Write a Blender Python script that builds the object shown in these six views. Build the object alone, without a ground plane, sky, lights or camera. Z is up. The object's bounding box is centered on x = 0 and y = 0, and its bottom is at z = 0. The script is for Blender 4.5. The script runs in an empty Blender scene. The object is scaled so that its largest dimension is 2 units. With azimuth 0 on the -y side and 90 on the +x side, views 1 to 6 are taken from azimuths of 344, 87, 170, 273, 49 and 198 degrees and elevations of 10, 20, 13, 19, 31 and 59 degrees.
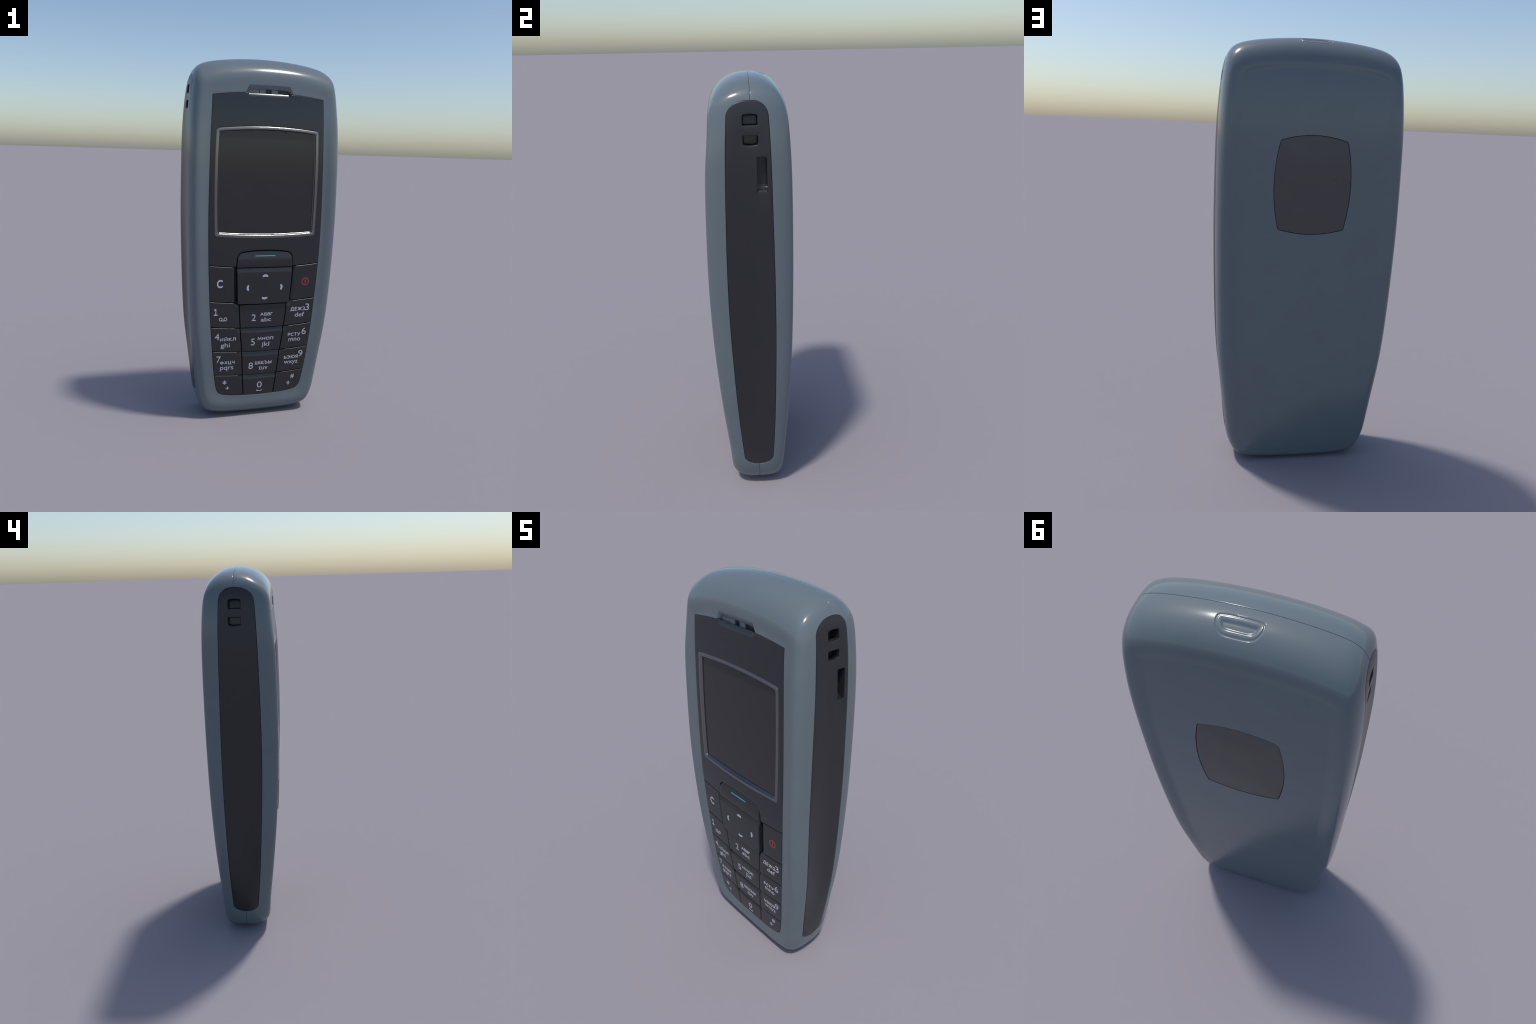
import bpy, math
import numpy as np
from mathutils import Vector
from mathutils.geometry import delaunay_2d_cdt
from mathutils.bvhtree import BVHTree

np.random.seed(7)
YS = 0.016                       # y of the seam between front and back shell

# ------------------------------------------------------------------ helpers
def natural_spline(xs, ys):
    """cubic spline through (xs, ys), end slopes taken from the data; returns f(x)."""
    xs = np.asarray(xs, float); ys = np.asarray(ys, float)
    n = len(xs); h = np.diff(xs); d = np.diff(ys) / h
    A = np.zeros((n, n)); r = np.zeros(n)
    A[0, 0] = A[-1, -1] = 1.0
    for i in range(1, n - 1):
        A[i, i - 1] = h[i - 1]; A[i, i] = 2 * (h[i - 1] + h[i]); A[i, i + 1] = h[i]
        r[i] = 6 * (d[i] - d[i - 1])
    m = np.linalg.solve(A, r)
    def f(x):
        x = np.asarray(x, float)
        i = np.clip(np.searchsorted(xs, x) - 1, 0, n - 2)
        t = x - xs[i]; hi = h[i]
        out = ys[i] + t * (d[i] - hi * (2 * m[i] + m[i + 1]) / 6) + t * t * m[i] / 2 + t ** 3 * (m[i + 1] - m[i]) / (6 * hi)
        lo = ys[0] + (x - xs[0]) * (d[0] - h[0] * (2 * m[0] + m[1]) / 6)
        hi_ = ys[-1] + (x - xs[-1]) * (d[-1] + h[-1] * (2 * m[-1] + m[-2]) / 6)
        return np.where(x < xs[0], lo, np.where(x > xs[-1], hi_, out))
    return f

def table(pairs):
    p = sorted(pairs)
    return natural_spline([a for a, b in p], [b for a, b in p])

def sstep(a, b, x):
    t = np.clip((np.asarray(x, float) - a) / (b - a), 0, 1)
    return t * t * (3 - 2 * t)

# ------------------------------------------------------------------ body curves
# Half outlines from the top centre to the bottom centre; equal indices correspond.
def half_curve(pts):
    """mirror-symmetric spline by index: x odd, z even at both ends."""
    n = len(pts) - 1
    ext = [(-x, z) for x, z in pts[3:0:-1]] + list(pts) + [(-x, z) for x, z in pts[n - 1:n - 4:-1]]
    idx = np.arange(-3, n + 4)
    fx = natural_spline(idx, [p[0] for p in ext]); fz = natural_spline(idx, [p[1] for p in ext])
    return lambda u: (fx(u), fz(u))

OUT = [(0, 2.000), (.10, 1.997), (.20, 1.988), (.288, 1.974), (.346, 1.953), (.378, 1.917), (.3955, 1.864), (.409, 1.77),
       (.4205, 1.583), (.4245, 1.322), (.4235, 1.072), (.4110, .654), (.3885, .410), (.3648, .215), (.350, .122),
       (.321, .050), (.270, .016), (.185, .004), (.09, .001), (0, 0)]
CREST = [(0, 1.872), (.10, 1.870), (.20, 1.863), (.270, 1.851), (.314, 1.838), (.338, 1.813), (.349, 1.775), (.357, 1.70),
         (.3685, 1.560), (.3725, 1.322), (.3715, 1.072), (.3560, .654), (.3320, .414), (.307, .232), (.294, .160),
         (.272, .112), (.232, .090), (.16, .081), (.08, .078), (0, .078)]
CREST_BACK = [(0, 1.892), (.10, 1.890), (.20, 1.882), (.275, 1.868), (.323, 1.851), (.346, 1.822), (.355, 1.78), (.361, 1.70),
              (.3695, 1.560), (.3735, 1.322), (.3725, 1.072), (.3570, .654), (.3330, .412), (.309, .222), (.297, .146),
              (.275, .088), (.233, .058), (.16, .047), (.08, .044), (0, .044)]
NI = len(OUT) - 1
outer = half_curve(OUT)
crest = half_curve(CREST)
crest_back = half_curve(CREST_BACK)

front_rim = table([(2.0, -.150), (1.87, -.158), (1.77, -.164), (1.6, -.175), (1.39, -.182), (1.2, -.1845), (.99, -.182),
                   (.78, -.173), (.555, -.157), (.34, -.1380), (.19, -.1245), (.08, -.1180), (0, -.106)])
back_rim = table([(2.0, .145), (1.89, .161), (1.77, .1735), (1.58, .1820), (1.345, .1845), (1.18, .1845), (.93, .182),
                  (.65, .1735), (.42, .1615), (.19, .1455), (.06, .136), (0, .131)])
flat_mid = table([(2.0, .138), (1.89, .157), (1.77, .167), (1.56, .1738), (1.35, .1748), (1.17, .1728), (.9, .1675), (.65, .1610), (.42, .1555),
                  (.25, .1500), (.14, .1440), (.05, .1365), (0, .132)])
face_mid = table([(1.88, -.155), (1.83, -.159), (1.79, -.163), (1.62, -.1715), (1.35, -.176), (1.07, -.1775), (.95, -.176),
                  (.907, -.174), (.8, -.170), (.7, -.1645), (.55, -.1575), (.41, -.1468), (.27, -.1330), (.13, -.1195), (.05, -.111)])

def face(x, z):
    """front face of window and keypad"""
    return face_mid(z) + .06 * np.asarray(x, float) ** 2

def front_lip(x, z):
    """front rim; its upper part bends back towards the corners like the window does"""
    return front_rim(z) + .035 * np.asarray(x, float) ** 2 * sstep(1.60, 1.80, z)

def back_flat(x, z):
    return flat_mid(z) + .0008 - .004 * np.asarray(x, float) ** 2

# window opening: same index as the outlines; index 5 is its sharp upper corner
W_TOP_Z = lambda x: 1.815 - .25 * x * x
W_SIDE = table([(1.7925, .3025), (1.62, .3095), (1.4, .315), (1.2, .3175), (1.0, .3155), (.907, .3125), (.705, .3030), (.558, .2935),
                (.415, .2815), (.29, .2685), (.215, .2575)])
W_LOW = natural_spline([0, 1, 2, 3, 4, 5], [.2575, .2440, .2150, .1600, .0850, 0]), \
        natural_spline([0, 1, 2, 3, 4, 5], [.2150, .1680, .1460, .1360, .1315, .1300])
W_U = natural_spline([5, 6, 7, 8, 9, 10, 11, 12, 13, 14], [1.7925, 1.772, 1.70, 1.55, 1.322, 1.072, .654, .414, .262, .215])

def window(u, notch=True):
    u = np.asarray(u, float)
    s = np.clip(u / 5, 0, 1)
    xt = .3025 * s
    zt = W_TOP_Z(xt)
    if notch:
        zt = zt + .0145 * sstep(.119, .106, xt)
    zs = W_U(np.clip(u, 5, 14)); xs = W_SIDE(zs)
    ul = np.clip(u - 14, 0, 5)
    x = np.where(u < 5, xt, np.where(u < 14, xs, W_LOW[0](ul)))
    z = np.where(u < 5, zt, np.where(u < 14, zs, W_LOW[1](ul)))
    return x, z

# side panel edges in (y, z)
PANEL_TOP, PANEL_LOW = 1.904, .150
panel_front = table([(1.9, -.076), (1.81, -.082), (1.63, -.0905), (1.435, -.096), (1.22, -.0995), (.995, -.0985), (.78, -.0915), (.534, -.080),
                     (.3, -.0645), (.15, -.052)])
panel_back = table([(1.9, .084), (1.81, .0895), (1.63, .096), (1.435, .0995), (1.22, .103), (.9, .1045), (.6, .100), (.3, .091), (.15, .083)])

def panel_fac(z):
    a = np.clip((PANEL_TOP - z) / .058, 0, 1); b = np.clip((z - PANEL_LOW) / .042, 0, 1)
    return np.clip(1 - (1 - a) ** 2.3, 0, 1) ** (1 / 2.3) * np.sqrt(np.clip(1 - (1 - b) ** 2, 0, 1))

# ------------------------------------------------------------------ materials
def material(name, color, rough, coat=0.0, metallic=0.0, grain=0.0, grain_scale=300.0, tint=0.05, spec=0.5, bump=0.0):
    m = bpy.data.materials.new(name); m.use_nodes = True
    nt = m.node_tree; nt.nodes.clear()
    o = nt.nodes.new('ShaderNodeOutputMaterial'); p = nt.nodes.new('ShaderNodeBsdfPrincipled')
    nt.links.new(p.outputs[0], o.inputs[0])
    tc = nt.nodes.new('ShaderNodeTexCoord')
    no = nt.nodes.new('ShaderNodeTexNoise'); no.inputs['Scale'].default_value = 9.0; no.inputs['Detail'].default_value = 4.0
    nt.links.new(tc.outputs['Object'], no.inputs['Vector'])
    mx = nt.nodes.new('ShaderNodeMix'); mx.data_type = 'RGBA'
    c = np.array(color)
    mx.inputs[6].default_value = (*(c * (1 - tint)), 1); mx.inputs[7].default_value = (*(c * (1 + tint)), 1)
    nt.links.new(no.outputs['Fac'], mx.inputs[0]); nt.links.new(mx.outputs[2], p.inputs['Base Color'])
    mr = nt.nodes.new('ShaderNodeMapRange')
    mr.inputs['To Min'].default_value = max(.02, rough - .015); mr.inputs['To Max'].default_value = rough + .015
    nt.links.new(no.outputs['Fac'], mr.inputs['Value']); nt.links.new(mr.outputs[0], p.inputs['Roughness'])
    p.inputs['Metallic'].default_value = metallic
    p.inputs['Specular IOR Level'].default_value = spec
    p.inputs['Coat Weight'].default_value = coat; p.inputs['Coat Roughness'].default_value = .08
    if bump:
        n2 = nt.nodes.new('ShaderNodeTexNoise'); n2.inputs['Scale'].default_value = grain_scale
        nt.links.new(tc.outputs['Object'], n2.inputs['Vector'])
        b = nt.nodes.new('ShaderNodeBump'); b.inputs['Strength'].default_value = bump; b.inputs['Distance'].default_value = .001
        nt.links.new(n2.outputs['Fac'], b.inputs['Height']); nt.links.new(b.outputs[0], p.inputs['Normal'])
    return m

M_BODY = material('slate_blue_plastic', (.130, .160, .175), .15)
M_SIDE = material('charcoal_rubber', (.0215, .0215, .0235), .32, bump=.04)
M_LENS = material('smoked_window', (.021, .024, .027), .15)
M_KEY = material('black_key_plastic', (.0215, .022, .0248), .20)
M_SCREEN = material('dark_screen_glass', (.024, .023, .026), .14)
M_FRAME = material('gunmetal_trim', (.235, .228, .232), .16, metallic=1.0)
M_GAP = material('black_recess', (.006, .006, .007), .6)
M_LEGEND = material('pale_grey_print', (.48, .485, .54), .45)
M_RED = material('red_print', (.36, .045, .050), .45)
M_BLUE = material('blue_print', (.075, .27, .41), .30)
M_PATCH = material('grey_brown_grip', (.079, .072, .070), .28, bump=.05)

# ------------------------------------------------------------------ mesh building
COLL = bpy.context.scene.collection
ROOT = bpy.data.objects.new('mobile_phone', None)
COLL.objects.link(ROOT)
ROOT['label'] = 'slate blue candybar mobile phone with black keypad'
ROOT['category'] = 'mobile phone'

def make(name, verts, faces, mat, parent=ROOT, smooth=35):
    me = bpy.data.meshes.new(name)
    me.from_pydata([tuple(map(float, v)) for v in verts], [], faces)
    me.materials.append(mat)
    me.polygons.foreach_set('use_smooth', [True] * len(me.polygons))
    me.update()
    me.set_sharp_from_angle(angle=math.radians(smooth))
    ob = bpy.data.objects.new(name, me)
    COLL.objects.link(ob); ob.parent = parent
    return ob

def area2(p):
    p = np.asarray(p); q = np.roll(p, -1, 0)
    return .5 * np.sum(p[:, 0] * q[:, 1] - q[:, 0] * p[:, 1])

def ccw(p):
    p = np.asarray(p, float)
    return p if area2(p) > 0 else p[::-1].copy()

def seg_dist(pts, loop):
    """distance of every point to a closed polyline"""
    a = loop; b = np.roll(loop, -1, 0); ab = b - a
    l2 = np.maximum((ab ** 2).sum(1), 1e-14)
    best = np.full(len(pts), 1e9)
    for i in range(0, len(pts), 400):
        P = pts[i:i + 400, None, :]
        t = np.clip(((P - a) * ab).sum(2) / l2, 0, 1)
        q = a + t[..., None] * ab
        best[i:i + 400] = np.sqrt(((P - q) ** 2).sum(2)).min(1)
    return best

def inside(pts, loop):
    x, z = pts[:, 0], pts[:, 1]
    a = loop; b = np.roll(loop, -1, 0)
    c = np.zeros(len(pts), bool)
    for (x0, z0), (x1, z1) in zip(a, b):
        if z0 == z1: continue
        k = ((z0 > z) != (z1 > z)) & (x < (x1 - x0) * (z - z0) / (z1 - z0) + x0)
        c ^= k
    return c

def offset_loop(loop, d):
    """inset (d > 0) of a counter-clockwise closed polyline along averaged normals"""
    e = np.roll(loop, -1, 0) - loop
    n = np.stack([-e[:, 1], e[:, 0]], 1); n /= np.maximum(np.linalg.norm(n, axis=1, keepdims=True), 1e-12)
    m = n + np.roll(n, 1, 0); m /= np.maximum(np.linalg.norm(m, axis=1, keepdims=True), 1e-6)
    c = np.clip((m * n).sum(1), .5, 1)
    return loop + m * (d / c)[:, None]

def resample(loop, step):
    out = []
    for a, b in zip(loop, np.roll(loop, -1, 0)):
        k = max(1, int(math.ceil(np.linalg.norm(b - a) / step)))
        for j in range(k): out.append(a + (b - a) * j / k)
    return np.array(out)

def thin_out(loop, tol):
    keep = [loop[0]]
    for p in loop[1:]:
        if np.linalg.norm(p - keep[-1]) > tol: keep.append(p)
    if np.linalg.norm(keep[0] - keep[-1]) < tol: keep.pop()
    return np.array(keep)

def plate2d(loop, holes=(), grid=.01, edge=.006, rings=(), lines=None):
    """triangulated 2D region with points near the edges; returns pts, tris, loops as index lists"""
    loop = resample(thin_out(ccw(loop), edge * .2), edge)
    holes = [resample(thin_out(ccw(h), edge * .2), edge) for h in holes]
    loops = [loop] + holes
    pts = []; edges = []; ids = []
    for L in loops:
        s = sum(len(p) for p in pts)
        pts.append(L); n = len(L); ids.append(list(range(s, s + n)))
        edges += [(s + i, s + (i + 1) % n) for i in range(n)]
    allb = loops
    def dist(q):
        d = np.full(len(q), 1e9)
        for L in allb: d = np.minimum(d, seg_dist(q, L))
        return d
    def ok(q):
        k = inside(q, loop)
        for h in holes: k &= ~inside(q, h)
        return k
    extra = []
    for r in rings:
        for j, L in enumerate(loops):
            q = offset_loop(L, r if j == 0 else -r)
            q = q[ok(q)]
            if len(q): extra.append(q[dist(q) > r * .93])
    rmax = max(rings) if len(rings) else 0
    if lines is not None:
        q = np.asarray(lines); q = q[ok(q)]; extra.append(q[dist(q) > .001])
    lo = loop.min(0); hi = loop.max(0)
    gx = np.arange(lo[0] + grid * .5, hi[0], grid); gz = np.arange(lo[1] + grid * .5, hi[1], grid)
    G = np.stack(np.meshgrid(gx, gz), 2).reshape(-1, 2)
    G = G[ok(G)]
    if len(G): G = G[dist(G) > rmax + grid * .45]
    if len(G) and lines is not None: G = G[seg_dist(G, np.vstack([np.asarray(lines), np.asarray(lines)[::-1]])) > grid * .4]
    if len(G): extra.append(G)
    P = np.concatenate(pts + extra)
    V, E, F, *_ = delaunay_2d_cdt([Vector(p) for p in P], edges, [], 0, 1e-7)
    V = np.array([tuple(v) for v in V]); F = [tuple(f) for f in F]
    cen = np.array([V[list(f)].mean(0) for f in F])
    k = ok(cen)
    F = [f for f, a in zip(F, k) if a]
    if len(V) != len(P):       # merged points: remap the loops
        ids = [[int(np.argmin(((V - P[i]) ** 2).sum(1))) for i in L] for L in ids]
    tri = []
    for f in F:
        a, b, c = V[f[0]], V[f[1]], V[f[2]]
        tri.append(f if (b[0] - a[0]) * (c[1] - a[1]) - (b[1] - a[1]) * (c[0] - a[0]) > 0 else f[::-1])
    D = np.full(len(V), 1e9)
    for L in allb: D = np.minimum(D, seg_dist(V, L))
    return V, tri, ids, D

def round_edge(d, r):
    """drop of a quarter-round edge of radius r at distance d from the border"""
    k = np.clip(d / r, 0, 1)
    return r * (1 - np.sqrt(np.clip(1 - (1 - k) ** 2, 0, 1)))

def plate(name, loop, to3d, height, depth, mat, holes=(), grid=.01, edge=.006, bevel=.003, parent=ROOT, smooth=38, flip=False, hole_depth=None, wall_holes=True, rings=None, lines=None):
    """solid plate: height(a, b, d) is added along the outward axis by to3d(a, b, h)"""
    rr = [bevel * (1 - math.cos(t)) for t in (.35, .75, 1.15, math.pi / 2)] if bevel else []
    if rings: rr = sorted(rr + list(rings))
    V, T, ids, D = plate2d(loop, holes, grid, edge, rr, lines)
    h = height(V[:, 0], V[:, 1], D)
    if bevel: h = h - round_edge(D, bevel)
    verts = [to3d(a, b, c) for a, b, c in zip(V[:, 0], V[:, 1], h)]
    faces = list(T)
    for j, L in enumerate(ids):
        if j and not wall_holes: continue
        dep = depth if j == 0 or hole_depth is None else hole_depth
        s = len(verts)
        for i in L: verts.append(to3d(V[i, 0], V[i, 1], h[i] - dep))
        n = len(L)
        if not bevel: verts += [verts[i] for i in L]                        # hard edge: the wall has its own vertices
        for i in range(n):
            a, b = (L[i], L[(i + 1) % n]) if bevel else (s + n + i, s + n + (i + 1) % n)
            q = (b, a, s + i, s + (i + 1) % n)
            faces.append(q if j == 0 else q[::-1])
    if flip: faces = [f[::-1] for f in faces]
    return make(name, verts, faces, mat, parent, smooth)

def on_face(a, b, h): return (a, float(face(a, b)) - h, b)

# ------------------------------------------------------------------ the two shells
def u_at_z(z):
    uu = np.linspace(3, NI - 3, 4000); zz = outer(uu)[1]
    return float(np.interp(-z, -zz, uu))

def half_samples():
    u = list(np.arange(0, 5, 1 / 34)) + list(np.arange(5, 8, 1 / 16)) + list(np.arange(8, 13, 1 / 18)) + list(np.arange(13, NI, 1 / 16)) + [NI]
    phi = np.linspace(0, math.pi / 2, 15)
    u += [u_at_z(PANEL_TOP - .060 * (1 - math.cos(p))) for p in phi]
    u += [u_at_z(PANEL_LOW + .042 * (1 - math.cos(p))) for p in phi]
    u = sorted(u); keep = [u[0]]
    for v in u[1:]:
        if v - keep[-1] > .004: keep.append(v)
    keep[-1] = float(NI)
    return np.array(keep)

U = half_samples()
US = np.concatenate([U[::-1], U[1:-1]])                                # bottom -> right side -> top -> left side
SX = np.concatenate([np.ones(len(U)), -np.ones(len(U) - 2)])
TOP_I = len(U) - 1
ox, oz = outer(US); ox = ox * SX
cx, cz = crest(US); cx = cx * SX
bx, bz = crest_back(US); bx = bx * SX
wx, wz = window(US); wx = wx * SX
du = 1e-3
dx = (outer(US + du)[0] - outer(US - du)[0]) * SX; dz = outer(US + du)[1] - outer(US - du)[1]
nl = np.hypot(dx, dz)
nx = -dz / nl * SX; nz = dx / nl * SX                                   # outward normal in the x-z plane
POWER_F = 2.75 - .65 * sstep(.3, .95, nz) - .15 * sstep(.3, .95, -nz)
POWER_B = 2.75 - .40 * sstep(.3, .95, nz) + .5 * sstep(.3, .95, -nz)
start_fac = panel_fac(oz) * (np.abs(ox) > .3)

def shell(side):
    rim = front_lip if side == 'front' else (lambda x, z: back_rim(z))
    edge = panel_front if side == 'front' else panel_back
    y0 = YS + (edge(oz) - YS) * start_fac
    POWER = POWER_F if side == 'front' else POWER_B
    kx, kz = (cx, cz) if side == 'front' else (bx, bz)
    gap = .0003; rr = .0024
    yrim_o = rim(ox, oz)
    def on(frac_y):
        """point of the profile where |y - seam| is the fraction frac_y of the rim height"""
        f = np.clip(frac_y, 0, 1)
        inset = 1 - np.clip(1 - f ** POWER, 0, 1) ** (1 / POWER)
        x = ox + (kx - ox) * inset; z = oz + (kz - oz) * inset
        return x, YS + (rim(x, z) - YS) * f, z
    rings = []
    f0 = (y0 - YS) / (yrim_o - YS)
    off = lambda d: d / np.abs(yrim_o - YS)
    for depth, dy in ((.035, gap), (.0018, gap), (.0006, gap + .0006), (.0001, gap + .0014)):
        x, y, z = on(f0 + off(dy))
        rings.append((x - nx * depth, y, z - nz * depth))
    t0 = np.arcsin(np.clip(f0 + off(gap + rr), 0, 1) ** (POWER / 2))
    for k in np.linspace(0, 1, 30):
        t = t0 + (math.pi / 2 - t0) * k
        rings.append(on(np.sin(t) ** (2 / POWER)))
    return rings

def grid_mesh(rings, flip):
    n = len(ox)
    verts = [(x[i], y[i], z[i]) for x, y, z in rings for i in range(n)]
    faces = []
    for k in range(len(rings) - 1):
        for i in range(n):
            j = (i + 1) % n
            q = (k * n + i, k * n + j, (k + 1) * n + j, (k + 1) * n + i)
            faces.append(q[::-1] if flip else q)
    return verts, faces

# front shell: profile, then from the crest of the rim in to the window edge
rings = shell('front')
EAR_TOP = 1.851
def ear_dip(x, z):
    """chamfered trapezoid dip around the earpiece slot (positive = inward)"""
    ax = np.abs(x)
    up = np.clip((EAR_TOP - .10 * ax * ax - z) / .026, 0, 1)
    sidefall = np.clip((.130 - .55 * np.clip(z - 1.812, 0, 1) - ax) / .013, 0, 1)
    v = np.minimum(up, sidefall) * (z > 1.6)
    return .013 * (v * .75 + .25 * v * v * (3 - 2 * v))

pw = window(US, notch=False)
W_PLAIN = thin_out(np.stack([pw[0] * SX, pw[1]], 1), .002)
C_LOOP = thin_out(np.stack([cx, cz], 1), .002)
for k in np.linspace(0, 1, 19)[1:]:
    x = cx + (wx - cx) * k; z = cz + (wz - cz) * k
    q = np.stack([x, z], 1)
    dw = seg_dist(q, W_PLAIN); dc = seg_dist(q, C_LOOP)
    b = sstep(0, 1, dc / np.maximum(dc + dw, 1e-9)); b = np.where(z > W_TOP_Z(np.clip(np.abs(x), 0, .3)), b * sstep(.0, .004, dc), b)
    y = (1 - b) * front_lip(x, z) + b * face(x, z)
    y = y + ear_dip(x, z)
    if k > .999: y = y + .0012
    rings.append((x, y, z))
X, Y, Z = rings[-1]
rings.append((X * .9985, Y + .002, Z)); rings.append((X * .998, Y + .030, Z))
v, f = grid_mesh(rings, False)
front_shell = make('front_shell', v, f, M_BODY, smooth=50)

# back shell: profile, rim crest, step down to the flat, then a triangulated flat with an opening for the grip patch
rings = shell('back')
step_w = .052 * (1 - .4 * sstep(.3, 1, np.abs(nz)))
fx_, fz_ = bx - nx * step_w, bz - nz * step_w
for k in np.linspace(0, 1, 12)[1:]:
    x = bx + (fx_ - bx) * k; z = bz + (fz_ - bz) * k
    b = sstep(0, 1, k)
    rings.append((x, (1 - b) * back_rim(z) + b * back_flat(x, z), z))
n = len(ox)
bv, bf = grid_mesh(rings, True)

def bowed(corners, bulge, radius, n=24):
    """closed loop: corner points joined by bowed edges (mid-edge offset outward), corners rounded"""
    c = np.array(corners, float); m = len(c); segs = []
    for i in range(m):
        a, b = c[i], c[(i + 1) % m]; e = b - a; L = np.linalg.norm(e)
        nrm = np.array([e[1], -e[0]]) / L
        t = np.linspace(0, 1, n + 1)[:, None]
        segs.append(a + e * t + nrm * bulge[i] * 4 * t * (1 - t))
    out = []
    for i in range(m):
        s = segs[i]; prev = segs[i - 1]
        r = radius[i] if hasattr(radius, '__len__') else radius
        if r > 0:
            def cut(path):
                L = np.concatenate([[0], np.cumsum(np.linalg.norm(np.diff(path, axis=0), axis=1))])
                p = np.array([np.interp(r, L, path[:, 0]), np.interp(r, L, path[:, 1])])
                return p, L
            p1, L1 = cut(s); p0, _ = cut(prev[::-1])
            for t in np.linspace(0, 1, 9): out.append((1 - t) ** 2 * p0 + 2 * t * (1 - t) * c[i] + t * t * p1)
            rn = radius[(i + 1) % m] if hasattr(radius, '__len__') else radius
            out += [q for q, l in zip(s, L1) if r * 1.1 < l < L1[-1] - rn * 1.1]
        else:
            out += list(s[:-1])
    return ccw(thin_out(np.array(out), 1e-5))

PATCH = bowed([(.150, 1.172), (.150, 1.563), (-.150, 1.563), (-.150, 1.172)], [.024, .025, .024, .022], .008)
rimloop = np.stack([rings[-1][0], rings[-1][2]], 1)
lastbase = (len(rings) - 1) * n
patch_out = resample(PATCH, .008)
pts = np.concatenate([rimloop, patch_out]); m = len(patch_out)
edges = [(i, (i + 1) % n) for i in range(n)] + [(n + i, n + (i + 1) % m) for i in range(m)]
gx = np.arange(-.40, .40, .016); gz = np.arange(.05, 1.95, .02)
G = np.stack(np.meshgrid(gx, gz), 2).reshape(-1, 2)
rl = ccw(rimloop)
G = G[inside(G, rl) & ~inside(G, patch_out)]
G = G[np.minimum(seg_dist(G, rl), seg_dist(G, patch_out)) > .007]
V, E_, F, *_ = delaunay_2d_cdt([Vector(p) for p in np.concatenate([pts, G])], edges, [], 0, 1e-7)
V = np.array([tuple(p) for p in V])
assert len(V) == len(pts) + len(G)
cen = np.array([V[list(t)].mean(0) for t in F]); keepf = inside(cen, rl) & ~inside(cen, patch_out)
remap = {i: lastbase + i for i in range(n)}
for i in range(n, len(V)):
    remap[i] = len(bv); bv.append((V[i, 0], float(back_flat(V[i, 0], V[i, 1])), V[i, 1]))
for t, k in zip(F, keepf):
    if not k: continue
    a, b, c = V[t[0]], V[t[1]], V[t[2]]
    t = list(t) if (b[0] - a[0]) * (c[1] - a[1]) - (b[1] - a[1]) * (c[0] - a[0]) < 0 else list(t)[::-1]
    bf.append(tuple(remap[i] for i in t))
# wall of the patch opening
s = len(bv)
for i in range(m):
    p = patch_out[i]; bv.append((p[0], float(back_flat(*p)) - .012, p[1]))
for i in range(m):
    a, b = remap[n + i], remap[n + (i + 1) % m]
    bf.append((a, b, s + (i + 1) % m, s + i))

# pocket for the top button: a block of the grid is re-triangulated around the button outline
tree = BVHTree.FromPolygons([Vector(p) for p in bv], bf)
def top_z(x, y):
    hit = tree.ray_cast(Vector((x, y, 3)), Vector((0, 0, -1)))[0]
    return hit.z
BUTTON = bowed([(-.082, .052), (.082, .052), (.068, .119), (-.068, .119)], [.002, .003, .003, .003], [.026, .026, .034, .034])
i0 = TOP_I - int(np.searchsorted(U, 1.05)); i1 = TOP_I + int(np.searchsorted(U, 1.05))
ring_y = [r[1][TOP_I] for r in rings]
k0 = max(k for k in range(len(rings)) if ring_y[k] < .045 and k < 30); k1 = min(k for k in range(k0, len(rings)) if ring_y[k] > .128)
loop_ids = [k0 * n + i for i in range(i0, i1)] + [k * n + i1 for k in range(k0, k1)] + [k1 * n + i for i in range(i1, i0, -1)] + [k * n + i0 for k in range(k1, k0, -1)]
block = set()
for k in range(k0, k1):
    for i in range(i0, i1): block.add((k, i))
bf = [q for idx, q in enumerate(bf) if not (idx < (len(rings) - 1) * n and (idx // n, idx % n) in block)]
border = np.array([(bv[i][0], bv[i][1]) for i in loop_ids])
but = resample(BUTTON, .003)
pts = np.concatenate([border, but]); nb, mb = len(border), len(but)
edges = [(i, (i + 1) % nb) for i in range(nb)] + [(nb + i, nb + (i + 1) % mb) for i in range(mb)]
G = np.stack(np.meshgrid(np.arange(-.12, .12, .005), np.arange(.04, .14, .005)), 2).reshape(-1, 2)
bl = ccw(border)
G = G[inside(G, bl) & ~inside(G, but)]
G = G[np.minimum(seg_dist(G, bl), seg_dist(G, but)) > .002]
V, E_, F, *_ = delaunay_2d_cdt([Vector(p) for p in np.concatenate([pts, G])], edges, [], 0, 1e-7)
V = np.array([tuple(p) for p in V])
assert len(V) == len(pts) + len(G)
remap = {i: loop_ids[i] for i in range(nb)}
for i in range(nb, len(V)):
    remap[i] = len(bv); bv.append((V[i, 0], V[i, 1], top_z(V[i, 0], V[i, 1])))
cen = np.array([V[list(t)].mean(0) for t in F]); keepf = inside(cen, bl) & ~inside(cen, but)
for t, k in zip(F, keepf):
    if not k: continue
    a, b, c = V[t[0]], V[t[1]], V[t[2]]
    t = list(t) if (b[0] - a[0]) * (c[1] - a[1]) - (b[1] - a[1]) * (c[0] - a[0]) > 0 else list(t)[::-1]
    bf.append(tuple(remap[i] for i in t))
back_shell = make('back_shell', bv, bf, M_BODY, smooth=50)

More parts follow.
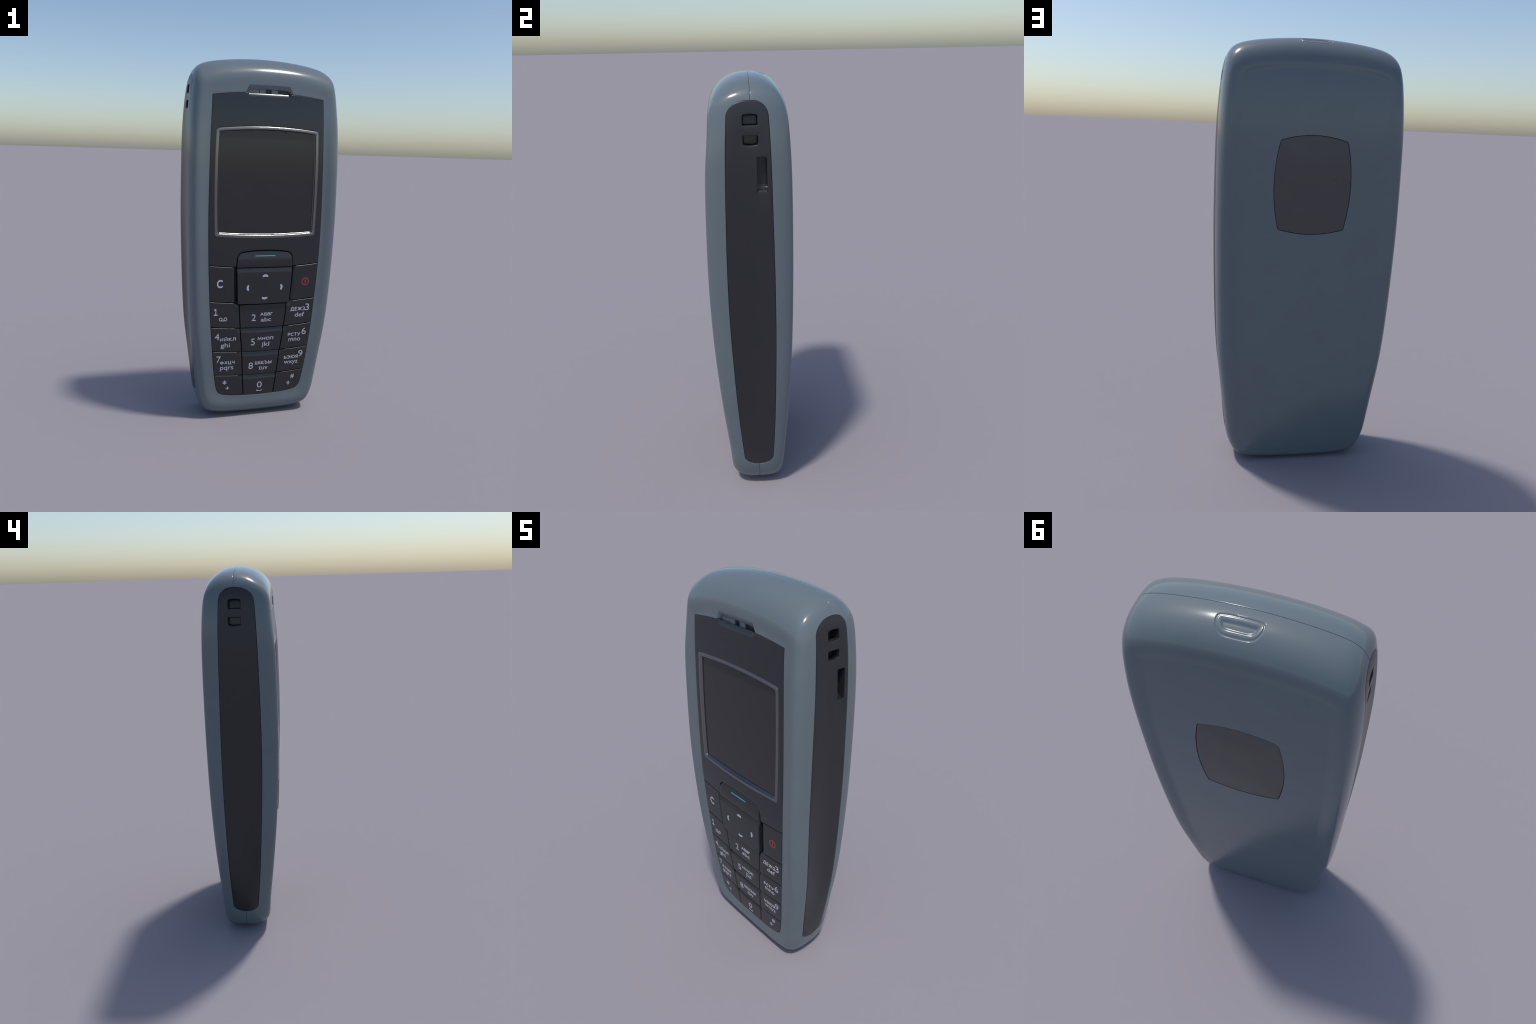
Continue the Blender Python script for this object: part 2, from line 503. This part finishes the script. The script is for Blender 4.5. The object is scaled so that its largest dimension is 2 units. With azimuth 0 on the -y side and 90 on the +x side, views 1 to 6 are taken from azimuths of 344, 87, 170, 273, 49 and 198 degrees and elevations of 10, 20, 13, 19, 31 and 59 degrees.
# top button: fillet down, groove, raised pad with a bowl
def button_height(a, b, d):
    fillet = -.0026 * sstep(0, .0070, d)
    pad = .0020 * sstep(.0075, .0105, d) - .0012 * sstep(.0105, .0200, d)
    bowl = -.0052 * sstep(.0180, .0280, d)
    return fillet + pad + bowl
plate('top_button', BUTTON, lambda a, b, h: (a, b, top_z(a, b) + h), button_height, .004, M_BODY, grid=.0016, edge=.0025, bevel=0, smooth=60)

# grip patch on the back
plate('grip_patch', offset_loop(PATCH, .0016), lambda a, b, h: (a, float(back_flat(a, b)) + h, b),
      lambda a, b, d: -.0010 + .0036 * sstep(0, .12, d), .008, M_PATCH, grid=.012, edge=.008, bevel=.0025, flip=True)

# ------------------------------------------------------------------ side panels
su = np.linspace(3.5, NI - 3.5, 900)
side_hw = lambda z: np.interp(-np.asarray(z), -outer(su)[1], outer(su)[0])
side_cw = lambda z: np.interp(-np.asarray(z), -crest(su)[1], crest(su)[0])
def side_x(y, z):
    rim = front_lip(.4, z) if y < YS else back_rim(z)
    f = np.clip((y - YS) / (rim - YS), 0, 1); p = 2.75
    return float(side_hw(z) - .052 * (1 - (1 - f ** p) ** (1 / p)))

zt = np.concatenate([PANEL_TOP - .06 * (1 - np.cos(np.linspace(0, math.pi / 2, 16))), np.linspace(PANEL_TOP - .06, PANEL_LOW + .042, 90)[1:-1],
                     PANEL_LOW + .042 * (np.cos(np.linspace(math.pi / 2, 0, 16)) * -1 + 1)])
fr = np.stack([YS + (panel_front(zt) - YS) * panel_fac(zt), zt], 1)
bk = np.stack([YS + (panel_back(zt) - YS) * panel_fac(zt), zt], 1)
PANEL = ccw(np.concatenate([fr, bk[::-1][1:-1]]))
PANEL = offset_loop(thin_out(PANEL, .0008), .0009)

HOLE_A = bowed([(-.017, 1.808), (.043, 1.808), (.043, 1.848), (-.017, 1.848)], [0, 0, .0035, 0], [.003, .003, .006, .006], 10)
HOLE_B = bowed([(-.016, 1.734), (.044, 1.734), (.044, 1.769), (-.016, 1.769)], [.004, 0, 0, 0], [.008, .008, .003, .003], 10)
SLOT = bowed([(.038, 1.550), (.077, 1.550), (.077, 1.685), (.037, 1.685)], [0, 0, 0, 0], [.002, .002, .007, .007], 10)

def panel_height(side):
    def f(a, b, d):
        mid = .5 * (panel_front(b) + panel_back(b)); hw = .5 * (panel_back(b) - panel_front(b))
        h = -.0004 - (.008 + .008 * sstep(1.45, .75, b)) * np.clip(1 - ((a - mid) / hw) ** 2, 0, 1) * sstep(1.90, 1.72, b) * sstep(.16, .60, b)
        if side > 0:
            ramp = np.clip((b - 1.470) / .08, 0, 1) * (b < 1.552) * sstep(.036, .0385, a) * sstep(.0785, .076, a)
            h = h - .0035 * ramp
        return h
    return f

for side in (1, -1):
    holes = [HOLE_A, HOLE_B] + ([SLOT] if side > 0 else [])
    to3d = lambda a, b, h, s=side: (s * (side_x(a, b) + h), a, b)
    ob = plate('side_panel', PANEL, to3d, panel_height(side), .03, M_SIDE, holes=holes, grid=.011, edge=.006, bevel=.0028,
               hole_depth=.054, flip=side < 0)
    for hname, H, dep in (('port', HOLE_A, .014), ('port', HOLE_B, .014)):
        plate(hname, offset_loop(H, .0006), lambda a, b, h, s=side: (s * (side_x(a, b) + h), a, b),
              lambda a, b, d: -.046 + 0 * a, .006, M_KEY, grid=.006, edge=.003, bevel=.0012, parent=ob, flip=side < 0)
        plate('port_floor', offset_loop(H, -.002), lambda a, b, h, s=side: (s * (side_x(a, b) + h), a, b),
              lambda a, b, d: -.0535 + 0 * a, .003, M_GAP, grid=.01, edge=.006, bevel=0, parent=ob, flip=side < 0)
    if side > 0:
        def slot_floor(a, b, d):
            return -.038 + .010 * sstep(1.566, 1.554, b) 
        plate('strap_slot', offset_loop(SLOT, -.001), to3d, slot_floor, .004, M_KEY, grid=.005, edge=.004, bevel=0, parent=ob)

# ------------------------------------------------------------------ window, screen
def w_half(u0, u1, k=160, d=.0):
    u = np.linspace(u0, u1, k); x, z = window(u, notch=False)
    return np.stack([x, z], 1)

ROW0 = [.8905, .690, .543, .4005, .2575]                       # z of the row lines on the centre line
row_z = lambda i, x: ROW0[i] + .17 * np.asarray(x, float) ** 2
col_x = table([(.70, .1375), (.546, .1265), (.40, .1115), (.26, .1005), (.12, .0885)])
GAP = .0022

# full window loop inset by the gap, right half
wr = np.concatenate([w_half(0, 5, 40), w_half(5, 14, 300)[1:], w_half(14, NI, 120)[1:]])
WLOOP = np.concatenate([wr, np.stack([-wr[::-1][1:-1, 0], wr[::-1][1:-1, 1]], 1)])
WLOOP = ccw(thin_out(WLOOP, .0006))

NAV_T, NAV_B = .8895, .6875
nav_hw = lambda z: .1475 + (np.asarray(z) - NAV_B) * (.1575 - .1475) / (NAV_T - NAV_B)
SL_LOOP = bowed([(-.158, .892), (.158, .892), (.152, .972), (-.152, .972)], [0, 0, .0135, 0], [.003, .003, .030, .030])

# lens loop: top edge, right edge down to the first row, along the row to the soft key, round it, and back
win = ccw(offset_loop(WLOOP, .0014))
def clip_above(loop, keep):
    return loop[keep(loop[:, 0], loop[:, 1])]
wtop = clip_above(win, lambda x, z: z > row_z(0, x) + GAP)
right = wtop[wtop[:, 0] > 0]; left = wtop[wtop[:, 0] <= 0]
right = right[np.argsort(right[:, 1])]      # bottom -> top on the right side
# split the right chain in side and top edge
side_r = right[(right[:, 0] > .2995) & (right[:, 1] < 1.7885)]
top_x = np.linspace(.3005, -.3005, 160)
top_edge = np.stack([top_x, np.where(np.abs(top_x) < .119, 1.8085, W_TOP_Z(top_x) - .0014)], 1)
lx = np.linspace(-.312, -.1625, 16)
low_l = np.stack([lx, row_z(0, lx) + GAP], 1)
sl = ccw(offset_loop(SL_LOOP, -.0035))
slk = sl[sl[:, 1] > .899]
slk = slk[np.argsort(np.arctan2(slk[:, 0], slk[:, 1] - .88))]       # left to right over the top
lens = np.concatenate([low_l, slk, np.stack([-lx[::-1], row_z(0, lx[::-1]) + GAP], 1), side_r, top_edge,
                       np.stack([-side_r[::-1, 0], side_r[::-1, 1]], 1)])
F_OUT = bowed([(-.2815, 1.0650), (.2815, 1.0650), (.2795, 1.6250), (-.2795, 1.6250)], [.0115, .006, .0165, .006], .012)
F_IN = bowed([(-.2615, 1.0850), (.2615, 1.0850), (.260, 1.6055), (-.260, 1.6055)], [.0105, .0055, .0155, .0055], .008)

def lens_height(a, b, d):
    ax = np.abs(a)
    v = np.minimum(np.clip((b - 1.793) / .014, 0, 1), np.clip((.120 - ax) / .010, 0, 1))
    return -.009 * v - .0003
plate('display_cover', lens, on_face, lens_height, .020, M_LENS, holes=[offset_loop(F_OUT, .004)], grid=.011, edge=.006, bevel=.0018)

def frame_height(a, b, d):
    p = np.stack([a, b], 1)
    do = seg_dist(p, F_OUT); di = seg_dist(p, F_IN)
    t = do / (do + di)
    return .0026 * sstep(0, .22, t) - (.0111 + .06 * np.clip(.0686 - a * a, 0, 1)) * sstep(.66, 1.0, t)
plate('display_frame', F_OUT, on_face, frame_height, .012, M_FRAME, holes=[F_IN], grid=.05, edge=.006, bevel=0, smooth=60,
      rings=(.001, .002, .0035, .005, .0065, .008))

plate('display_screen', offset_loop(F_IN, -.0002), on_face,
      lambda a, b, d: -.0092 - .06 * np.clip(.0686 - a * a, 0, 1), .006, M_SCREEN, grid=.02, edge=.012, bevel=0)

# ------------------------------------------------------------------ earpiece
def box(name, x0, x1, y0, y1, z0, z1, mat, parent=ROOT):
    v = [(x, y, z) for x in (x0, x1) for y in (y0, y1) for z in (z0, z1)]
    f = [(0, 1, 3, 2), (4, 6, 7, 5), (0, 4, 5, 1), (2, 3, 7, 6), (0, 2, 6, 4), (1, 5, 7, 3)]
    return make(name, v, f, mat, parent)
ear = box('earpiece', -.123, .123, -.128, -.122, 1.780, 1.850, M_GAP)
for x0, x1, dep in ((-.120, -.0525, .022), (-.0505, -.0185, .019), (.014, .049, .019)):
    box('earpiece_bar', x0, x1, -.160 + dep * .8, -.1285, 1.79, 1.845, M_BODY, ear)
box('earpiece_bar', .0515, .119, -.136, -.1285, 1.79, 1.845, M_SIDE, ear)
box('earpiece_bar', -.0175, .013, -.136, -.1285, 1.79, 1.845, M_SIDE, ear)

# ------------------------------------------------------------------ keypad
NAV_LOOP = bowed([(-.1475, NAV_B), (.1475, NAV_B), (.1575, NAV_T), (-.1575, NAV_T)], [.002, 0, 0, 0], [.010, .010, .003, .003])
NAV_OUT = ccw(offset_loop(NAV_LOOP, -.0040))
base = ccw(offset_loop(WLOOP, -.003)); base = base[base[:, 1] < 1.02]
base = base[np.argsort(np.arctan2(base[:, 1] - .55, base[:, 0]))]
plate('keypad_base', base, on_face, lambda a, b, d: -.021 + 0 * a, .004, M_GAP, grid=.03, edge=.012, bevel=0)

# ordered right chain from the top side down and round to the bottom centre
chain = np.concatenate([w_half(5, 14, 400), w_half(14, NI, 160)[1:]])
def chain_inset(c, d):
    t = np.gradient(c, axis=0); t /= np.linalg.norm(t, axis=1, keepdims=True)
    return c + np.stack([t[:, 1], -t[:, 0]], 1) * d
chain = chain_inset(chain, .0018)
assert chain[200, 0] < W_SIDE(chain[200, 1])

def key_loop(row, col):
    """outline of a key: row 0 the function keys, rows 1-4 the digits; col -1, 0, 1"""
    top = lambda x: row_z(row, x) - GAP
    low = (lambda x: row_z(row + 1, x) + GAP) if row < 4 else None
    if col == 0:
        zt_, zb_ = ROW0[row], (ROW0[row + 1] if row < 4 else .132)
        cr = lambda z: col_x(z) - GAP
        zs = np.linspace(zt_, zb_, 20)
        rt = np.stack([cr(zs), zs], 1)
        rt = rt[(rt[:, 1] < top(rt[:, 0])) ]
        if low is not None: rt = rt[rt[:, 1] > low(rt[:, 0])]
        xt = np.linspace(-cr(zt_), cr(zt_), 26); xb = np.linspace(cr(zb_), -cr(zb_), 26)
        up = np.stack([xt, top(xt)], 1)
        if row == 1: up[:, 1] = np.minimum(up[:, 1], NAV_B - .0080)
        if low is not None: dn = np.stack([xb, low(xb)], 1)
        else:
            c = chain[(chain[:, 1] < .2) & (chain[:, 0] < cr(zb_))]
            dn = np.concatenate([c, np.stack([-c[::-1, 0], c[::-1, 1]], 1)])
        L = np.concatenate([up, rt[1:-1], dn, np.stack([-rt[::-1, 0], rt[::-1, 1]], 1)[1:-1]])
        return ccw(thin_out(L, .0012))
    if row == 0: inner = lambda z: nav_hw(z) + .0085
    else: inner = lambda z: col_x(z) + GAP
    zi = np.linspace(ROW0[row] + .01, (ROW0[row + 1] if row < 4 else .12), 40)
    ins = np.stack([inner(zi), zi], 1)
    ins = ins[ins[:, 1] < top(ins[:, 0])]
    ins = ins[ins[:, 1] > (low(ins[:, 0]) if low else np.interp(ins[:, 0], chain[::-1][:150, 0], chain[::-1][:150, 1]) + .001)]
    c = chain[(chain[:, 1] < top(chain[:, 0])) & (chain[:, 0] > ins[-1, 0] + .001)]
    if low is not None: c = c[c[:, 1] > low(c[:, 0])]
    xt = np.linspace(ins[0, 0], c[0, 0], 14); L = [np.stack([xt, top(xt)], 1), c]
    if low is not None:
        xb = np.linspace(c[-1, 0], ins[-1, 0], 14); L.append(np.stack([xb, low(xb)], 1))
    L.append(ins[::-1])
    L = ccw(thin_out(np.concatenate(L), .0012))
    if row == 1:                         # the corner that the navigation key takes
        m = bpy_cut(L, NAV_OUT)
        L = m
    if col < 0: L = ccw(np.stack([-L[:, 0], L[:, 1]], 1))
    return L

def bpy_cut(L, hole):
    """push the points of a loop that fall inside a hole on to its border"""
    L = resample(L, .003)
    k = inside(L, hole)
    a = hole; b = np.roll(hole, -1, 0)
    for i in np.where(k)[0]:
        t = np.clip(((L[i] - a) * (b - a)).sum(1) / np.maximum(((b - a) ** 2).sum(1), 1e-12), 0, 1)
        q = a + t[:, None] * (b - a)
        L[i] = q[np.argmin(((q - L[i]) ** 2).sum(1))]
    return ccw(thin_out(L, .0010))

def key_height(row, col):
    def f(a, b, d):
        p = np.stack([a, b], 1)
        h = np.zeros_like(a)
        below = row_z(row, a) - b                                   # distance under the upper row line
        scoop = np.interp(below, [.003, .0130, .0190, .0225, .0260], [.0105, .0075, .0045, .0018, 0])
        if col == 0 and row >= 2: h = h - scoop
        elif row >= 2: h = h - .0085 * (1 - np.clip((below - .003) / .0235, 0, 1)) * sstep(.032, .0, np.abs(np.abs(a) - col_x(b)))
        if col and row <= 1:
            dn = seg_dist(p, NAV_OUT)
            h = h - .009 * (1 - np.clip(dn / .019, 0, 1)) * sstep(.905, .885, b)
        if col == 0 and row == 2:                                   # tactile pips
            for sx in (-1, 1):
                h = h + .0040 * np.exp(-(((a - .0975 * sx) / .0030) ** 2 + ((b - .466) / .0045) ** 2) ** 2)
        return h
    return f

def nav_height(a, b, d):
    top = 1 - np.clip((NAV_T - b - .002) / .021, 0, 1)
    lift = .0083 + .002 * (NAV_T - b) / (NAV_T - NAV_B)
    return lift - .0075 * top * (.6 + .4 * top)

def slider_height(a, b, d):
    t = np.clip((b - .915) / .075, 0, 1)
    return .0068 - .016 * t ** 2 - .0015 * (1 - sstep(0, .012, d))

# legends ------------------------------------------------------------
def font_mesh(text, weight=.012):
    cu = bpy.data.curves.new('legend', 'FONT'); cu.body = text; cu.size = 1; cu.offset = weight; cu.resolution_u = 4
    ob = bpy.data.objects.new('legend', cu); COLL.objects.link(ob)
    dg = bpy.context.evaluated_depsgraph_get()
    me = bpy.data.meshes.new_from_object(ob.evaluated_get(dg))
    V = np.array([v.co[:2] for v in me.vertices]); F = [tuple(p.vertices) for p in me.polygons]
    bpy.data.objects.remove(ob); bpy.data.curves.remove(cu); bpy.data.meshes.remove(me)
    return V, F

def stroke_mesh(paths, w, caps=0.0):
    """flat strokes of width w along polylines; every stroke lies a hair above the one before"""
    V = []; F = []; K = []
    for n_, path in enumerate(paths):
        P = np.array(path, float); P = P[np.r_[True, np.linalg.norm(np.diff(P, axis=0), axis=1) > 1e-6]]; closed = len(P) > 2 and np.allclose(P[0], P[-1])
        if not closed and caps:
            e0 = P[0] - P[1]; e1 = P[-1] - P[-2]
            P[0] = P[0] + e0 / np.linalg.norm(e0) * caps; P[-1] = P[-1] + e1 / np.linalg.norm(e1) * caps
        d = np.diff(P, axis=0); d /= np.linalg.norm(d, axis=1, keepdims=True)
        nn = np.stack([-d[:, 1], d[:, 0]], 1)
        if closed: a_ = np.vstack([nn[-1], nn]); b_ = np.vstack([nn, nn[0]])
        else: a_ = np.vstack([nn[0], nn]); b_ = np.vstack([nn, nn[-1]])
        m = a_ + b_; m /= np.linalg.norm(m, axis=1, keepdims=True)
        m /= np.clip((m * a_).sum(1), .45, 1)[:, None]                      # mitred joints
        s = len(V)
        for p, q in zip(P, m): V += [p + q * w / 2, p - q * w / 2]; K += [n_, n_]
        for i in range(len(P) - 1): F.append((s + 2 * i + 1, s + 2 * i + 3, s + 2 * i + 2, s + 2 * i))
    return np.array(V), F, np.array(K)

def arc(cx_, cz_, rx, rz, a0, a1, n=14):
    return [(cx_ + rx * math.cos(math.radians(a0 + (a1 - a0) * i / n)), cz_ + rz * math.sin(math.radians(a0 + (a1 - a0) * i / n))) for i in range(n + 1)]

BOWL = lambda x, z0, z1, r: [(x, z1), (r - .22, z1)] + arc(r - .22, (z0 + z1) / 2, .22, (z1 - z0) / 2, 90, -90, 8) + [(x, z0)]
# capital letters of the key legends as strokes in a box one unit high: (width, strokes)
CAPITALS = {
    'А': (.86, [[(.0, 0), (.43, 1), (.86, 0)], [(.16, .32), (.70, .32)]]),
    'Б': (.66, [[(.64, 1), (.08, 1), (.08, 0)], BOWL(.08, 0, .56, .66)]),
    'В': (.66, [[(.08, 0), (.08, 1)], BOWL(.08, .54, 1, .60), BOWL(.08, 0, .54, .66)]),
    'Г': (.56, [[(.08, 0), (.08, 1), (.56, 1)]]),
    'Д': (.92, [[(.16, .04), (.32, 1), (.74, 1), (.74, .04)], [(.04, -.20), (.04, .04), (.88, .04), (.88, -.20)]]),
    'Е': (.58, [[(.58, 1), (.08, 1), (.08, 0), (.58, 0)], [(.08, .52), (.52, .52)]]),
    'Ж': (1.10, [[(.55, 0), (.55, 1)], [(.04, 1), (.40, .52), (.02, 0)], [(1.06, 1), (.70, .52), (1.08, 0)], [(.40, .52), (.70, .52)]]),
    'З': (.60, [arc(.28, .76, .26, .24, 150, -90, 10), arc(.28, .27, .30, .27, 90, -150, 10)]),
    'И': (.74, [[(.08, 1), (.08, 0), (.66, 1), (.66, 0)]]),
    'Й': (.74, [[(.08, 1), (.08, 0), (.66, 1), (.66, 0)], arc(.37, 1.36, .17, .14, 200, 340, 6)]),
    'К': (.68, [[(.08, 0), (.08, 1)], [(.62, 1), (.12, .50), (.68, 0)]]),
    'Л': (.74, [[(.0, .02), (.16, .10), (.24, 1), (.66, 1), (.66, 0)]]),
    'М': (.94, [[(.06, 0), (.14, 1), (.47, .22), (.80, 1), (.88, 0)]]),
    'Н': (.74, [[(.08, 0), (.08, 1)], [(.66, 0), (.66, 1)], [(.08, .52), (.66, .52)]]),
    'О': (.88, [arc(.44, .5, .40, .50, 0, 360, 24)]),
    'П': (.74, [[(.08, 0), (.08, 1), (.66, 1), (.66, 0)]]),
    'Р': (.62, [[(.08, 0), (.08, 1)], BOWL(.08, .44, 1, .62)]),
    'С': (.72, [arc(.46, .5, .40, .50, 48, 312, 18)]),
    'Т': (.70, [[(.0, 1), (.70, 1)], [(.35, 0), (.35, 1)]]),
    'У': (.74, [[(.02, 1), (.38, .34)], [(.72, 1), (.36, .16), (.24, 0), (.10, 0)]]),
    'Ф': (1.00, [[(.5, -.08), (.5, 1.08)], arc(.5, .52, .42, .30, 0, 360, 22)]),
    'Х': (.74, [[(.02, 1), (.72, 0)], [(.72, 1), (.02, 0)]]),
    'Ц': (.80, [[(.08, 1), (.08, 0), (.76, 0), (.76, -.22)], [(.62, 1), (.62, 0)]]),
    'Ч': (.68, [[(.06, 1), (.06, .62), (.18, .46), (.60, .46)], [(.60, 1), (.60, 0)]]),
    'Ш': (1.02, [[(.08, 1), (.08, 0), (.94, 0), (.94, 1)], [(.51, 1), (.51, 0)]]),
    'Щ': (1.10, [[(.08, 1), (.08, 0), (1.06, 0), (1.06, -.22)], [(.50, 1), (.50, 0)], [(.92, 1), (.92, 0)]]),
    'Ъ': (.82, [[(.0, 1), (.24, 1), (.24, 0)], BOWL(.24, 0, .56, .80)]),
    'Ы': (.92, [[(.08, 1), (.08, 0)], BOWL(.08, 0, .56, .60), [(.84, 1), (.84, 0)]]),
    'Ь': (.64, [[(.08, 1), (.08, 0)], BOWL(.08, 0, .56, .64)]),
    'Э': (.72, [arc(.28, .5, .40, .50, 132, -132, 18), [(.18, .50), (.66, .50)]]),
    'Ю': (1.08, [[(.08, 0), (.08, 1)], arc(.68, .5, .36, .50, 0, 360, 22), [(.08, .50), (.32, .50)]]),
    'Я': (.66, [[(.58, 0), (.58, 1)], [(p[0] * -1 + .66, p[1]) for p in BOWL(.08, .44, 1, .62)], [(.34, .44), (.04, 0)]]),
}
def capitals_mesh(text, w=.19, space=.24):
    paths = []; x = 0
    for ch in text:
        wd, st = CAPITALS[ch]
        paths += [[(px + x, pz) for px, pz in p] for p in st]
        x += wd + space
    return stroke_mesh(paths, w, .0)

def blob_mesh(loop):
    return np.array(loop), [tuple(range(len(loop)))]

def circle(cx_, cz_, r, n=36, a0=0, a1=2 * math.pi):
    return [(cx_ + r * math.cos(a0 + (a1 - a0) * i / n), cz_ + r * math.sin(a0 + (a1 - a0) * i / n)) for i in range(n + 1)]

def put_legend(shape, x, z, w, hgt, surf, parent, mat=M_LEGEND, name='key_legend', lift=.0007):
    V, F = shape[:2]; K = shape[2] if len(shape) > 2 else np.zeros(len(V))
    lo, hi = V.min(0), V.max(0)
    P = (V - (lo + hi) / 2) / np.maximum(hi - lo, 1e-9) * (w, hgt) + (x, z)
    H = surf(P[:, 0], P[:, 1], np.full(len(P), 1.0)) + lift + K * .00006
    n_ = len(P)
    verts = [on_face(a, b, h) for (a, b), h in zip(P, H)] + [on_face(a, b, h - .0012) for (a, b), h in zip(P, H)]
    cnt = {}
    for f in F:
        for a, b in zip(f, f[1:] + f[:1]): cnt[(a, b)] = 1
    faces = []
    for f in F:
        ar = area2(P[list(f)])
        faces.append(f if ar > 0 else f[::-1])
    for (a, b) in list(cnt):
        if (b, a) not in cnt: faces.append((b, a, a + n_, b + n_))
    return make(name, verts, faces, mat, parent, smooth=20)

ONE = stroke_mesh([[(.5, 0), (.5, 1.0)], [(.08, .055), (.92, .055)], [(.12, .84), (.34, .90), (.52, 1.0)]], .17)
VOICE = stroke_mesh([circle(.5, .5, .42), circle(1.9, .5, .42), [(.5, .08), (1.9, .08)]], .19)
SPACE = stroke_mesh([[(0, .55), (0, .02)], [(-.12, 0), (1.72, 0)], [(1.6, .02), (1.6, .55)]], .24)
SHIFT = stroke_mesh([[(.5, 1.0), (.0, .50), (.26, .50), (.26, .0), (.74, .0), (.74, .50), (1.0, .50), (.5, 1.0)]], .18)
STAR = stroke_mesh([[(-math.cos(a), -math.sin(a)), (math.cos(a), math.sin(a))] for a in (math.pi / 2, math.pi / 6, -math.pi / 6)], .34)
PLUS = stroke_mesh([[(-1, 0), (1, 0)], [(0, -1), (0, 1)]], .46)

LEGENDS = {
    (1, -1): [(ONE, -.2665, .6453, .0215, .0395), (VOICE, -.2253, .6026, .0454, .0210)],
    (1, 0): [('2', -.0515, .6042, .0239, .0386), ('АБВГ', .0215, .6225, .0712, .0200), ('abc', .0207, .5905, .0598, .0242)],
    (1, 1): [('ДЕЖЗ', .2070, .6418, .0878, .0241), ('3', .2643, .6510, .0234, .0392), ('def', .2196, .6085, .0569, .0258)],
    (2, -1): [('4', -.2558, .5016, .0255, .0373), ('ИЙКЛ', -.1938, .4850, .0903, .0255), ('ghi', -.2080, .4453, .0526, .0345)],
    (2, 0): [('5', -.0493, .4592, .0230, .0400), ('МНОП', .0231, .4781, .0920, .0205), ('jkl', .0253, .4398, .0439, .0345)],
    (2, 1): [('РСТУ', .1945, .4898, .0757, .0210), ('6', .2530, .5058, .0254, .0395), ('mno', .1989, .4581, .0721, .0185)],
    (3, -1): [('7', -.2427, .3644, .0235, .0395), ('ФХЦЧ', -.1917, .3422, .0838, .0225), ('pqrs', -.1934, .3052, .0760, .0277)],
    (3, 0): [('8', -.0542, .3137, .0262, .0400), ('ШЩЪЫ', .0193, .3289, .0982, .0225), ('tuv', .0204, .2961, .0524, .0225)],
    (3, 1): [('ЬЭЮЯ', .1860, .3505, .0864, .0205), ('9', .2428, .3679, .0265, .0400), ('wxyz', .1872, .3138, .0854, .0250)],
    (4, -1): [(STAR, -.2024, .2204, .0223, .0255), (PLUS, -.1848, .1842, .0180, .0195)],
    (4, 0): [('0', .0040, .1909, .0289, .0378), (SPACE, .0042, .1552, .0311, .0090)],
    (4, 1): [('#', .2031, .2262, .0213, .0265), (SHIFT, .1809, .1863, .0234, .0225)],
}
for row in range(1, 5):
    for col in (-1, 0, 1):
        hf = key_height(row, col)
        key = plate('number_key', key_loop(row, col), on_face, hf, .022, M_KEY, grid=.0055, edge=.005, bevel=.0026,
                    lines=[(x, float(row_z(row, x)) - .0260) for x in np.linspace(-.3, .3, 181)] + [(x, float(row_z(row, x)) - .0190) for x in np.linspace(.3, -.3, 181)] if row > 1 else None)
        for t, x, z, w, hgt in LEGENDS[(row, col)]:
            if not isinstance(t, str): sh = t
            elif t[0] in CAPITALS: sh = capitals_mesh(t)
            else: sh = font_mesh(t, .016 if t == '#' else 0 if len(t) == 1 else .004)
            put_legend(sh, x, z, w, hgt, hf, key)

hf = key_height(0, -1)
clear_key = plate('function_key', key_loop(0, -1), on_face, hf, .022, M_KEY, grid=.0055, edge=.005, bevel=.0026)
put_legend(font_mesh('C', .026), -.2489, .8046, .0320, .0455, hf, clear_key)
hf = key_height(0, 1)
power_key = plate('function_key', key_loop(0, 1), on_face, hf, .022, M_KEY, grid=.0055, edge=.005, bevel=.0026)
put_legend(stroke_mesh([circle(0, 0, 1.0)], .27), .2417, .8029, .0440, .0450, hf, power_key, M_RED)
put_legend(stroke_mesh([[(0, 0), (0, 1)]], .2), .2417, .8029, .0056, .0250, hf, power_key, M_RED)

nav = plate('navigation_key', NAV_LOOP, on_face, nav_height, .032, M_KEY, grid=.0055, edge=.005, bevel=.0030)
def crescent():
    """short thick arc with round ends, bulging up"""
    t = np.linspace(math.radians(138), math.radians(42), 17)
    mid = np.stack([np.cos(t), np.sin(t)], 1)
    half = .29 * np.sin(np.linspace(.42, math.pi - .42, 17)) ** .6 + .03
    o = mid * (1 + half)[:, None]; i = mid * (1 - half)[:, None]
    return np.concatenate([o, i[::-1]])
for ang, x, z, w, hgt in ((0, .003, .8455, .0345, .0150), (180, .003, .7180, .0345, .0150), (90, -.0945, .7790, .0145, .0345), (-90, .0975, .7790, .0145, .0345)):
    c, s = math.cos(math.radians(ang)), math.sin(math.radians(ang))
    L = crescent() @ np.array([[c, s], [-s, c]])
    put_legend(blob_mesh(ccw(L)), x, z, w, hgt, nav_height, nav)

soft = plate('soft_key', SL_LOOP, on_face, slider_height, .026, M_KEY, grid=.0055, edge=.005, bevel=.0045)
put_legend(stroke_mesh([[(0, 0), (.33, 0), (.66, 0), (1, 0)]], .045), 0, .9563, .1135, .0050, slider_height, soft, M_BLUE)
